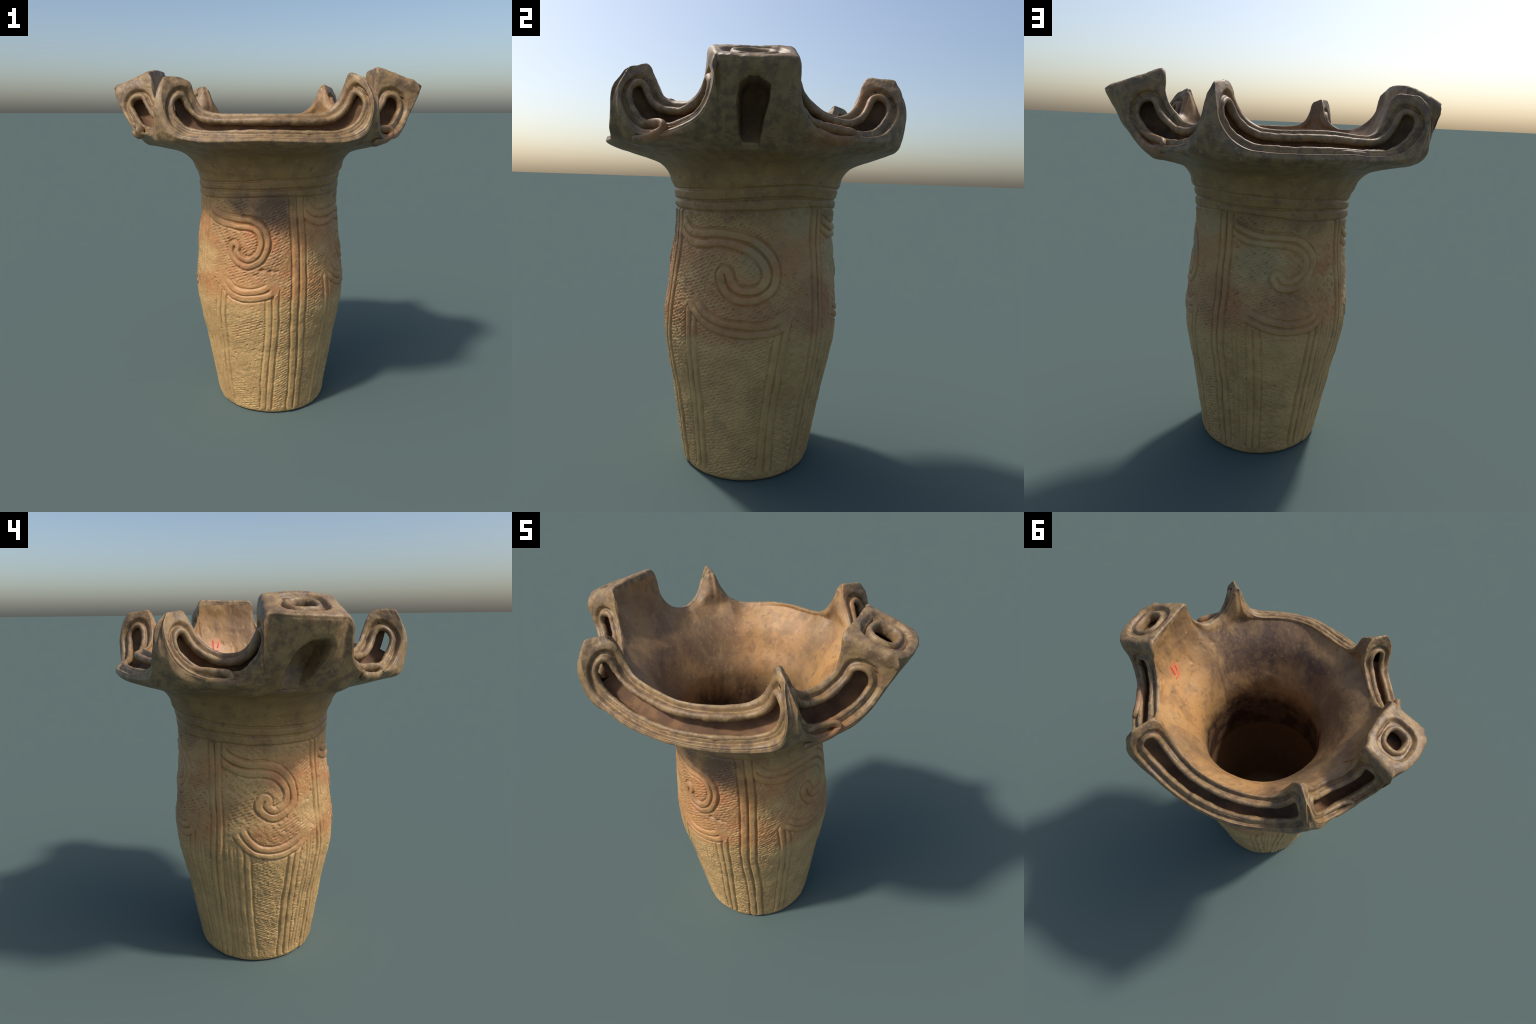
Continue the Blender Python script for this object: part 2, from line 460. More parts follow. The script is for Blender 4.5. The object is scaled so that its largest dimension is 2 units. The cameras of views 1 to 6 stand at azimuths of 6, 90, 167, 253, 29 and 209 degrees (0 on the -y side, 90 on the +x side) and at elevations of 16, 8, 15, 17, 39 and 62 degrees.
BACK = dict(
    roll=.038,
    scroll=[(49, 1.300), (55, 1.272), (62, 1.25), (75, 1.233), (87, 1.230), (98, 1.212), (105, 1.171), (107.5, 1.124), (105, 1.07), (100, 1.035), (93, 1.014), (87.5, 1.020), (84.5, 1.05)],
    arc=[(66, .862), (69, .851), (76, .827), (86, .805), (98, .795), (108, .806), (115, .837)],
    low_a=[(71, .785), (73, .542), (74, .305), (74, .03)],
    low_b=[(114.5, .825), (112.5, .674), (113, .477), (113, .27), (114, .03)],
    faint=[[(61, .78), (61.5, .5), (62, .03)], [(124, .80), (123, .5), (123, .03)]])
LEFT = dict(
    roll=.043,
    scroll=[(139, 1.262), (144, 1.230), (149, 1.209), (159, 1.187), (170, 1.180), (180, 1.159), (186, 1.115), (189, 1.059), (188, 1.002), (182, .960), (176, .949), (171.5, .970), (169.3, 1.0), (170.5, 1.018)],
    arc=[(153, .862), (158, .80), (164, .760), (172, .743), (182, .745), (191, .768), (198, .806)],
    low_a=[(155, .84), (156, .788), (156, .613), (156, .369), (158, .03)],
    low_b=[(193, .765), (191, .71), (190, .583), (189, .363), (189, .02)],
    faint=[[(146, .79), (146, .5), (145, .03)], [(204, .80), (203, .5), (202, .03)]])
UPRIGHTS = [
    [(-63, 1.310), (-62, 1.079), (-63, .837), (-64, .666), (-62, .397), (-62, .03)],
    [(47, 1.345), (47, 1.12), (47.5, .904), (46.5, .71), (47.5, .492), (47.5, .266), (48, .028)],
    [(136, 1.315), (136, 1.10), (138, .86), (137, .72), (135, .50), (134, .25), (133, .03)],
    [(-145, 1.290), (-145.5, 1.04), (-145, .845), (-144, .68), (-145, .42), (-144, .2), (-143, .02)]]

K_P = int(np.argmax(tags == "pot"))
AZP = np.broadcast_to(AZ_BODY[None], (NZ, NU))
ZP = np.broadcast_to(z_body[:, None], (NZ, NU))
RMID = .43


def fine(points, n=14):
    p = np.array(points, float)
    t = np.r_[0, np.cumsum(np.hypot(np.diff(p[:, 0]) * math.radians(1) * RMID, np.diff(p[:, 1])))]
    q = np.linspace(0, t[-1], n * len(p))
    # Catmull-Rom through the control points, chord-length spaced
    d = np.gradient(p, t, axis=0)
    i = np.clip(np.searchsorted(t, q, side="right") - 1, 0, len(p) - 2)
    h = (t[i + 1] - t[i])[:, None]; u = (q[:, None] - t[i][:, None]) / h
    return ((2 * u**3 - 3 * u**2 + 1) * p[i] + (u**3 - 2 * u**2 + u) * h * d[i]
            + (-2 * u**3 + 3 * u**2) * p[i + 1] + (u**3 - u**2) * h * d[i + 1])


def line_distance(points, reach):
    """Distance on the unrolled wall to a curve, and how far along it (0..1); inf beyond reach."""
    c = fine(points)
    best = np.full((NZ, NU), np.inf); along = np.zeros((NZ, NU))
    zsel = np.where((z_body > c[:, 1].min() - reach) & (z_body < c[:, 1].max() + reach))[0]
    for turn in (-360, 0, 360):
        ca_ = c[:, 0] + turn
        m = math.degrees(reach / .35)
        us = np.where((AZ_BODY > ca_.min() - m) & (AZ_BODY < ca_.max() + m))[0]
        if not len(us):
            continue
        us = np.arange(us[0], us[-1] + 1)
        A = AZ_BODY[us][None]; Z = z_body[zsel][:, None]
        rad = math.radians(1) * r_body[zsel][:, None]
        bb = best[zsel[0]:zsel[-1] + 1, us[0]:us[-1] + 1]
        al = along[zsel[0]:zsel[-1] + 1, us[0]:us[-1] + 1]
        for j in range(len(c) - 1):
            z0, z1 = sorted((c[j, 1], c[j + 1, 1])); a0, a1 = sorted((ca_[j], ca_[j + 1]))
            zs = slice(*np.searchsorted(z_body[zsel], (z0 - reach, z1 + reach)))
            uss = slice(*np.searchsorted(AZ_BODY[us], (a0 - m, a1 + m)))
            px = (A[:, uss] - ca_[j]) * rad[zs]; py = Z[zs] - c[j, 1]
            sx = (ca_[j + 1] - ca_[j]) * rad[zs]; sy = c[j + 1, 1] - c[j, 1]
            t = np.clip((px * sx + py * sy) / (sx * sx + sy * sy + 1e-12), 0, 1)
            d = np.hypot(px - t * sx, py - t * sy)
            upd = d < bb[zs, uss]
            bb[zs, uss] = np.where(upd, d, bb[zs, uss])
            al[zs, uss] = np.where(upd, (j + t) / (len(c) - 1), al[zs, uss])
    return best, along


def groove(d, width, depth):
    return -depth * np.exp(-(d / width) ** 2)


P_POT = SMOOTH[K_P:K_P + NZ]
wob = noise3(P_POT, 14., 3) * .0034 + noise3(P_POT, 40., 4) * .0010
relief = np.zeros((NZ, NU))
smoothed = np.zeros((NZ, NU))               # 1 where rolls wiped the cord marks away


WORN = (1 - .5 * sstep(.0, .6, fbm(P_POT, 4.5, 2, 41))) * (1 + .35 * noise3(P_POT, 30., 43))   # rubbed flatter here and there


def paired_roll(points, roll, depth, height, fade=(0, 0)):
    """Two clay rolls lying side by side: grooves at -roll, 0, +roll and rounded crests between."""
    global relief, smoothed
    d, al = line_distance(points, roll * 1.9)
    d = np.where(np.isfinite(d), d + wob, 9.)
    crest = np.where(d < roll, height * np.sqrt(np.clip(1 - ((d - roll / 2) / (roll / 2)) ** 2, 0, 1)), 0)
    prof = crest + groove(d, .0048, depth) + groove(d - roll, .0058, depth * .9)
    strength = 1.
    if fade[0]:
        strength = strength * sstep(0, fade[0], al)
    if fade[1]:
        strength = strength * sstep(1, 1 - fade[1], al)
    prof = np.where(d < 8, prof, 0) * strength * WORN
    m = d < roll * 1.5
    relief = np.where(m, np.where(d < roll, prof, relief + prof), relief)
    smoothed = np.maximum(smoothed, sstep(roll * 1.15, roll * .9, d))


ring_at = lambda pts: np.interp(AZ_BODY % 360, *np.array(sorted((a % 360, z) for a, z in pts)).T, period=360)[None]
for panel in (FRONT, RIGHT, BACK, LEFT):
    bold = 1. if panel in (FRONT, LEFT) else .75
    paired_roll(panel["low_a"], .036, .0065, .0035, (0, .02))
    paired_roll(panel["low_b"], .037, .0075, .0035, (0, .02))
    for extra in panel.get("faint", ()):
        paired_roll(extra, .024, .0040, .0015, (.06, .04))
    paired_roll(panel["arc"], .039, .0095 * bold, .0062 * bold, (.07, .10))
    paired_roll(panel["scroll"], panel["roll"], .0110 * bold, .008 * bold, (.05, 0))
for i, up in enumerate(UPRIGHTS):
    paired_roll([(up[0][0], 1.40)] + up, .043 if i == 0 else .036, .011 if i == 0 else .008, .004)
relief *= sstep(.004, -.004, ZP - ring_at(RING3))
neck_h = np.zeros((NZ, NU))
for n, pts in enumerate((RING1, RING2, RING3)):
    pts = [(pts[-1][0] - 360, pts[-1][1])] + pts
    d, _ = line_distance(pts, .05)
    d = np.where(np.isfinite(d), d + wob, 9.)
    relief += np.where(d < 8, groove(d, .0055, .0072), 0)
r1, r2, r3 = ring_at(RING1), ring_at(RING2), ring_at(RING3)
for lo, hi in ((r3, r2), (r2, r1)):
    t = np.clip((ZP - lo) / (hi - lo), 0, 1)
    relief += .0038 * np.sqrt(np.clip(4 * t * (1 - t), 0, 1)) * ((ZP > lo) & (ZP < hi))
smoothed = np.maximum(smoothed, sstep(-.012, .0, ZP - r3))
smoothed = np.maximum(smoothed, sstep(.03, .008, ZP))

# cord marks: slanting rows of short dents, staggered, worn unevenly
xs = np.radians(AZP) * r_body[:, None]
for slant, cell_w, cell_h, seed in ((.40, .032, .0165, 11),):
    uu = xs + .15 * fbm(P_POT, 3., 2, 31) * .05
    vz = ZP - slant * (xs - np.floor(np.radians(AZP) / (TAU / 8)) * TAU / 8 * r_body[:, None]) + .008 * noise3(P_POT, 11., 21) + .003 * noise3(P_POT, 45., 23)
    row = np.floor(vz / cell_h)
    stag = (row % 2) * .5 + .25 * hash01(row.astype(np.int64), row.astype(np.int64) * 0, row.astype(np.int64) * 0, seed)
    fu = (uu + .007 * noise3(P_POT, 28., 22)) / cell_w + stag
    col = np.floor(fu)
    du = (fu - col - .5) * cell_w; dv = (vz / cell_h - row - .5) * cell_h
    rnd = hash01(row.astype(np.int64), col.astype(np.int64), col.astype(np.int64) * 0, seed + 1)
    dent = np.exp(-(du / .0098) ** 2 - (dv / .0034) ** 2) * (.35 + .9 * rnd)
    wear = sstep(-.55, .45, fbm(P_POT, 5., 2, 51))
    relief -= .0058 * dent * wear * (1 - smoothed)
    relief += (.0009 + .0010 * (1 - smoothed)) * fbm(P_POT, 48., 3, 61)
# pits and chips in the worn middle band
pit = np.clip(fbm(P_POT, 55., 2, 71) - .70, 0, 1) * .012
relief -= pit * (1 - .6 * smoothed) * sstep(1.3, 1.1, ZP)
for az, z, w, dp in ((-90, .935, .016, .014), (-84, .93, .012, .012), (-80, .928, .014, .008), (-95, .905, .012, .007),
                     (78, .905, .008, .007), (79, .89, .009, .007), (-170, 1.41, .010, .004), (-178, 1.44, .012, .004)):
    d = np.hypot(((AZP - az + 180) % 360 - 180) * math.radians(1) * .44, (ZP - z) * 1.6)
    relief -= dp * np.exp(-(d / w) ** 2)
DISP[K_P:K_P + NZ] += relief * sstep(0, .02, ZP)

# ------------------------------------------------------------------ hand-made unevenness everywhere
uneven = .0036 * fbm(SMOOTH, 6., 2, 91) + .0009 * fbm(SMOOTH, 34., 2, 95)
calm = np.ones(NK)
calm[tags == "pot"] = .55
calm[tags == "inside"] = .8
DISP += uneven * calm[:, None]
TOP = slice(K_O - 66, K_I + 14)
DISP[TOP] += sstep(1.84, 1.90, SMOOTH[TOP][..., 2]) * .0022 * fbm(SMOOTH[TOP], 30., 3, 101)
# the right tower's rim swells over its front flank, with a broken knob at the corner
for p, r, a in (((.80, -.135, 1.905), .030, .014), ((.72, -.170, 1.935), .045, .010), ((.65, -.165, 1.955), .035, .005), ((.84, -.125, 1.875), .022, .008)):
    sl = slice(K_O - 66, K_I + 14)
    DISP[sl] += a * np.exp(-(np.linalg.norm(SMOOTH[sl] - np.array(p), axis=-1) / r) ** 2)
# dents on the inner wall of the right tower
k1 = K_I + 4
sel = slice(k1, k1 + 60)
DISP[sel] -= .006 * np.clip(fbm(SMOOTH[sel], 26., 2, 111) - .45, 0, 1) * sstep(.42, .5, SMOOTH[sel][..., 0])

X = SMOOTH + SMOOTH_N * DISP[..., None] + CUT
X[:, :, 2] = np.maximum(X[:, :, 2], 0)
NORM = grid_normals(X)

# ------------------------------------------------------------------ objects
VESSEL = bpy.data.objects.new("clay_vessel", None)
bpy.context.scene.collection.objects.link(VESSEL)
VESSEL["label"] = "tall earthenware jar with horned, towered, pierced crown rim"
VESSEL["category"] = "pottery jar"


def make_mesh(name, co, quads, normals=None, mat=None, parent=None, kind=None, mat2=None, second=None):
    me = bpy.data.meshes.new(name)
    me.vertices.add(len(co)); me.vertices.foreach_set("co", np.ascontiguousarray(co, np.float32).ravel())
    n = len(quads)
    me.loops.add(n * 4); me.polygons.add(n)
    me.loops.foreach_set("vertex_index", np.ascontiguousarray(quads, np.int32).ravel())
    me.polygons.foreach_set("loop_start", np.arange(n, dtype=np.int32) * 4)
    me.polygons.foreach_set("loop_total", np.full(n, 4, np.int32))
    me.polygons.foreach_set("use_smooth", np.ones(n, bool))
    me.update(calc_edges=True)
    if normals is not None:
        me.normals_split_custom_set_from_vertices(np.ascontiguousarray(normals, np.float32))
    if mat:
        me.materials.append(mat)
    if mat2:
        me.materials.append(mat2)
        me.polygons.foreach_set("material_index", second.astype(np.int32))
    ob = bpy.data.objects.new(name, me)
    bpy.context.scene.collection.objects.link(ob)
    ob.parent = parent or VESSEL
    if kind:
        ob["kind"] = kind
    return ob


# ---- materials -------------------------------------------------------------
class Nodes:
    """Small helper to write node trees as expressions."""

    def __init__(self, name):
        self.mat = bpy.data.materials.new(name)
        self.mat.use_nodes = True
        self.t = self.mat.node_tree
        self.bsdf = self.t.nodes["Principled BSDF"]
        self.coord = self.t.nodes.new("ShaderNodeTexCoord").outputs["Object"]
        sep = self.t.nodes.new("ShaderNodeSeparateXYZ")
        self.t.links.new(self.coord, sep.inputs[0])
        self.x, self.y, self.z = sep.outputs

    def put(self, sock, val):
        if isinstance(val, bpy.types.NodeSocket):
            self.t.links.new(val, sock)
        else:
            sock.default_value = val

    def noise(self, scale, detail=4, rough=.55, offset=(0, 0, 0), stretch=(1, 1, 1), distort=0.):
        mp = self.t.nodes.new("ShaderNodeMapping")
        self.put(mp.inputs["Vector"], self.coord)
        mp.inputs["Location"].default_value = offset
        mp.inputs["Scale"].default_value = stretch
        n = self.t.nodes.new("ShaderNodeTexNoise")
        self.put(n.inputs["Vector"], mp.outputs[0])
        n.inputs["Scale"].default_value = scale
        n.inputs["Detail"].default_value = detail
        n.inputs["Roughness"].default_value = rough
        n.inputs["Distortion"].default_value = distort
        return n.outputs["Fac"]

    def math(self, op, a, b=0., c=0.):
        n = self.t.nodes.new("ShaderNodeMath"); n.operation = op
        for s, val in zip(n.inputs, (a, b, c)):
            self.put(s, val)
        return n.outputs[0]

    def band(self, val, lo, hi):
        """0 at lo, 1 at hi, smooth; works downwards too."""
        n = self.t.nodes.new("ShaderNodeMapRange"); n.interpolation_type = "SMOOTHSTEP"
        self.put(n.inputs["Value"], val)
        flip = lo > hi
        n.inputs["From Min"].default_value = min(lo, hi); n.inputs["From Max"].default_value = max(lo, hi)
        n.inputs["To Min"].default_value = 1. if flip else 0.; n.inputs["To Max"].default_value = 0. if flip else 1.
        return n.outputs["Result"]

    def spot(self, p, r0, r1, jitter=None, amount=.1):
        """Soft ball-shaped mask round point p."""
        n = self.t.nodes.new("ShaderNodeVectorMath"); n.operation = "DISTANCE"
        self.put(n.inputs[0], self.coord); n.inputs[1].default_value = p
        d = n.outputs["Value"]
        if jitter is not None:
            d = self.math("ADD", d, self.math("MULTIPLY", self.math("SUBTRACT", jitter, .5), amount))
        return self.band(d, r1, r0)

    def mix(self, fac, a, b, mode="MIX"):
        n = self.t.nodes.new("ShaderNodeMix"); n.data_type = "RGBA"; n.blend_type = mode
        self.put(n.inputs["Factor"], fac)
        col = [s for s in n.inputs if s.type == "RGBA"]
        for s, val in zip(col, (a, b)):
            self.put(s, val if isinstance(val, bpy.types.NodeSocket) else (*val, 1))
        return [s for s in n.outputs if s.type == "RGBA"][0]

    def mul(self, *vals):
        out = vals[0]
        for val in vals[1:]:
            out = self.math("MULTIPLY", out, val)
        return out

    def finish(self, color, rough, bump_h, strength, dist=.003):
        b = self.t.nodes.new("ShaderNodeBump")
        b.inputs["Strength"].default_value = strength
        b.inputs["Distance"].default_value = dist
        self.put(b.inputs["Height"], bump_h)
        self.put(self.bsdf.inputs["Normal"], b.outputs[0])
        self.put(self.bsdf.inputs["Base Color"], color)
        self.put(self.bsdf.inputs["Roughness"], rough)
        return self.mat


def srgb(r, g, b):
    f = lambda c: (c / 255 / 12.92) if c / 255 <= .04045 else ((c / 255 + .055) / 1.055) ** 2.4
    return (f(r), f(g), f(b))


def clay_outside():
    n = Nodes("fired_clay_outside")
    big = n.noise(2.6, 3); mid = n.noise(9, 5, .6, offset=(3, 1, 0)); fleck = n.noise(38, 4, .65, offset=(0, 5, 2))
    fine_n = n.noise(22, 5, .65, offset=(2, 2, 9)); grain = n.noise(140, 3, .6)
    zj = n.math("ADD", n.z, n.math("MULTIPLY", n.math("SUBTRACT", mid, .5), .13))
    col = n.mix(n.band(mid, .3, .7), srgb(174, 141, 92), srgb(194, 159, 105))          # ochre foot
    col = n.mix(n.mul(n.band(fine_n, .46, .66), .6), col, srgb(184, 140, 92))
    col = n.mix(n.mul(n.band(n.noise(6, 5, .6, offset=(4, 8, 1)), .54, .70), .5), col, srgb(142, 116, 78))
    orange = n.mix(n.band(big, .35, .65), srgb(160, 118, 76), srgb(180, 132, 82))       # redder belly
    orange = n.mix(n.mul(n.band(mid, .50, .68), .65), orange, srgb(176, 112, 70))
    orange = n.mix(n.mul(n.band(fine_n, .52, .70), .55), orange, srgb(132, 98, 70))
    belly = n.mul(n.band(zj, .70, .81), n.band(zj, 1.34, 1.16))
    col = n.mix(n.mul(belly, n.band(n.noise(3.4, 4, offset=(6, 0, 3)), .30, .52)), col, orange)
    neck = n.mix(n.band(mid, .35, .7), srgb(156, 123, 73), srgb(134, 102, 63))
    neck = n.mix(n.mul(n.band(fine_n, .55, .68), .6), neck, srgb(104, 82, 60))
    col = n.mix(n.band(zj, 1.22, 1.34), col, neck)
    crown = n.mix(n.band(fine_n, .38, .60), srgb(110, 88, 64), srgb(145, 118, 80))
    crown = n.mix(n.mul(n.band(mid, .50, .66), .5), crown, srgb(132, 100, 63))
    crown = n.mix(n.mul(n.band(n.noise(28, 4, .6, offset=(7, 3, 5)), .56, .68), .42), crown, srgb(90, 74, 64))
    col = n.mix(n.band(zj, 1.50, 1.62), col, crown)
    # burnt orange on the lips of the short panels towards +x
    burnt = n.math("MAXIMUM", n.spot((.70, -.36, 1.61), .03, .15, mid, .12), n.spot((.66, .33, 1.61), .04, .17, mid, .12))
    col = n.mix(n.mul(burnt, .55), col, srgb(168, 110, 66))
    col = n.mix(n.mul(n.spot((.38, .47, 1.84), .04, .13, mid, .14), .6), col, srgb(166, 116, 70))
    # soot patches under the collar
    soot = n.math("MAXIMUM", n.spot((.09, -.40, 1.25), .05, .17, mid, .22), n.spot((-.10, -.42, 1.30), .02, .11, mid, .18))
    col = n.mix(n.mul(soot, .8), col, srgb(80, 62, 52))
    # pale repair plaster on the far sides
    plaster = n.math("MAXIMUM", n.spot((.46, .04, 1.12), .05, .10, mid, .16), n.spot((.14, .42, 1.13), .06, .16, mid, .18))
    plaster = n.math("MAXIMUM", plaster, n.spot((.38, .22, 1.28), .03, .10, mid, .16))
    col = n.mix(n.mul(plaster, .55), col, srgb(164, 145, 102))
    col = n.mix(n.mul(n.band(fleck, .60, .70), .45), col, srgb(182, 152, 104))
    col = n.mix(n.mul(n.band(grain, .56, .70), .30), col, srgb(92, 72, 54))
    return n.finish(col, n.math("MULTIPLY_ADD", mid, .2, .42), n.math("ADD", n.math("MULTIPLY", grain, .4), fleck), .45)


def clay_inside():
    n = Nodes("fired_clay_inside")
    big = n.noise(3.2, 5, .6, offset=(1, 7, 2)); mid = n.noise(9, 5, .6, offset=(3, 1, 6)); fleck = n.noise(60, 3, .6)
    fine_n = n.noise(24, 5, .65, offset=(5, 5, 1))
    streak = n.noise(7, 5, .65, offset=(2, 9, 0), stretch=(1, 1, .35), distort=.6)
    col = n.mix(n.band(big, .38, .62), srgb(118, 93, 66), srgb(154, 120, 77))
    warm = n.math("MAXIMUM", n.spot((.50, .20, 1.62), .12, .42, big, .45), n.spot((-.05, .50, 1.62), .05, .35, big, .4))
    col = n.mix(n.mul(warm, .85), col, srgb(184, 137, 82))
    col = n.mix(n.mul(n.band(mid, .50, .66), .45), col, srgb(108, 84, 62))
    col = n.mix(n.mul(n.band(streak, .52, .66), .32), col, srgb(172, 142, 98))
    col = n.mix(n.mul(n.band(streak, .48, .36), .40), col, srgb(108, 78, 54))
    sooty = n.math("MAXIMUM", n.spot((.34, -.36, 1.62), .10, .32, streak, .7), n.spot((-.05, -.46, 1.60), .02, .16, streak, .5))
    col = n.mix(n.mul(sooty, .85), col, n.mix(n.band(fine_n, .45, .6), srgb(74, 58, 50), srgb(104, 82, 62)))
    col = n.mix(n.mul(n.band(fine_n, .55, .66), .5), col, srgb(108, 82, 58))
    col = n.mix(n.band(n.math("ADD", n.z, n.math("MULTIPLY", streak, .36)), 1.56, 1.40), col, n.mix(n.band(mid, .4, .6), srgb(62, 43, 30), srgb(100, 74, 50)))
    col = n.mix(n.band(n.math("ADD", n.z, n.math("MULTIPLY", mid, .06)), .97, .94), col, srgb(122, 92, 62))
    smear = n.spot((.552, .082, 1.728), .01, .06, fine_n, .06)
    col = n.mix(n.mul(smear, .5), col, srgb(206, 96, 66))
    col = n.mix(n.mul(n.band(fleck, .62, .70), .45), col, srgb(186, 156, 106))
    return n.finish(col, n.math("MULTIPLY_ADD", mid, .25, .42), n.math("ADD", fleck, fine_n), .3)


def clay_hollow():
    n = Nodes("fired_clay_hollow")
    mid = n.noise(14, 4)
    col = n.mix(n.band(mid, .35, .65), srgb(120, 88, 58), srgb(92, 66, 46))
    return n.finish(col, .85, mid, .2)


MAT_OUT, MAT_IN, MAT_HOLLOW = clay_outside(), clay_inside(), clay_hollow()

# ---- split the wall into its parts ----------------------------------------
part_names = ["foot", "body", "neck", "collar", "rim_panel", "horn", "tower", "bowl", "inner_wall"]
zone = np.zeros((NK - 1, NU), int)           # part number of each quad
kk = np.arange(NK - 1)
tag_q = tags[:-1]
zone[tag_q == "floor_outside"] = 0
pot_q = np.where(tag_q == "pot")[0]
zone[pot_q] = np.where(X[pot_q, 0, 2][:, None] < .05, 0, np.where(ZP[pot_q - K_P] < r3, 1, 2))
zone[tag_q == "collar"] = 3
funnel_q = np.where(tag_q == "funnel")[0]
zone[funnel_q] = 7
zone[tag_q == "inside"] = 8
instance = np.zeros(NU, int) - 1             # columns belonging to horn / tower / panel instances
horn_cols, tower_cols = [], []
col_kind = np.zeros(NU, int)                 # 4 panel, 5 horn, 6 tower
for p, (a, b) in enumerate(PANELS):
    nxt = PANELS[(p + 1) % 6][0] + (NU if p == 5 else 0)
    cols = np.arange(a, b + 1) % NU
    col_kind[cols] = 4; instance[cols] = p
    gap = np.arange(b + 1, nxt) % NU
    col_kind[gap] = 6 if p in (1, 4) else 5
    instance[gap] = p
face_q = np.arange(K_O, K_I)
zone[face_q] = col_kind[None]
is_top = (col_kind >= 5)[None]
wall_q = np.arange(K_O - 64, K_O)
zone[wall_q] = np.where(is_top, col_kind[None], 3)
upper_q = np.arange(K_I, K_I + 18)
zone[upper_q] = np.where(is_top, col_kind[None], 7)

keep = np.ones((NK - 1, NU), bool)
dq = .25 * (slot_d[:-1] + slot_d[1:] + np.roll(slot_d, -1, 1)[:-1] + np.roll(slot_d, -1, 1)[1:])
keep[K_O:K_I] &= dq > -.003
cq = cap_open[:-1] & cap_open[1:] & np.roll(cap_open, -1, 1)[:-1]
keep[K_O:K_I] &= ~cq

vid = np.arange(NK * NU).reshape(NK, NU)
quads_all = np.stack([vid[:-1], np.roll(vid, -1, 1)[:-1], np.roll(vid, -1, 1)[1:], vid[1:]], -1)
flatX, flatN = X.reshape(-1, 3), NORM.reshape(-1, 3)
inst_q = np.broadcast_to(instance[None], zone.shape)
cut_depth = np.abs(CUT[:-1, :, 0]) * (SMOOTH[:-1, :, 0] > 0)
row_q = np.broadcast_to(kk[:, None], zone.shape)
TOWER_OBJ = {}
for z, name in enumerate(part_names):
    groups = sorted(set(instance[col_kind == z])) if z in (4, 5, 6) else [None]
    for g in groups:
        m = (zone == z) & keep
        if g is not None:
            m &= inst_q == g
        q = quads_all[m]
        used, inv = np.unique(q, return_inverse=True)
        inner_face = row_q[m] >= K_I + 3
        if z in (7, 8):
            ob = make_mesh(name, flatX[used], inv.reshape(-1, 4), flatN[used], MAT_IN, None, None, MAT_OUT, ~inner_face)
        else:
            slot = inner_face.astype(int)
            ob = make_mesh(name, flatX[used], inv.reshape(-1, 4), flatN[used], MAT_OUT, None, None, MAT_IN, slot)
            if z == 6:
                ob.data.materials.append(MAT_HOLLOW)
                slot[cut_depth[m] > .022] = 2  # right tower's mouth coloured darker to paint in the shade of its depth
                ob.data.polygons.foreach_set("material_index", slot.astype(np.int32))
        if z == 6:
            TOWER_OBJ[g] = ob


# ---- coil frames round the slots -------------------------------------------
def face_point(col, vpos):
    """Point and normal of the smooth crown face at a fractional column and 0..1 across it."""
    c0 = np.floor(col).astype(int); f = (col - c0)[:, None]
    k = np.clip(vpos, 0, 1) * NV; k0 = np.minimum(np.floor(k).astype(int), NV - 1); g = (k - k0)[:, None]
    out = []
    for A in (SMOOTH, SMOOTH_N):
        a = A[K_O + k0, c0 % NU] * (1 - f) + A[K_O + k0, (c0 + 1) % NU] * f
        b = A[K_O + k0 + 1, c0 % NU] * (1 - f) + A[K_O + k0 + 1, (c0 + 1) % NU] * f
        out.append(a * (1 - g) + b * g)
    return out[0], normalize(out[1])


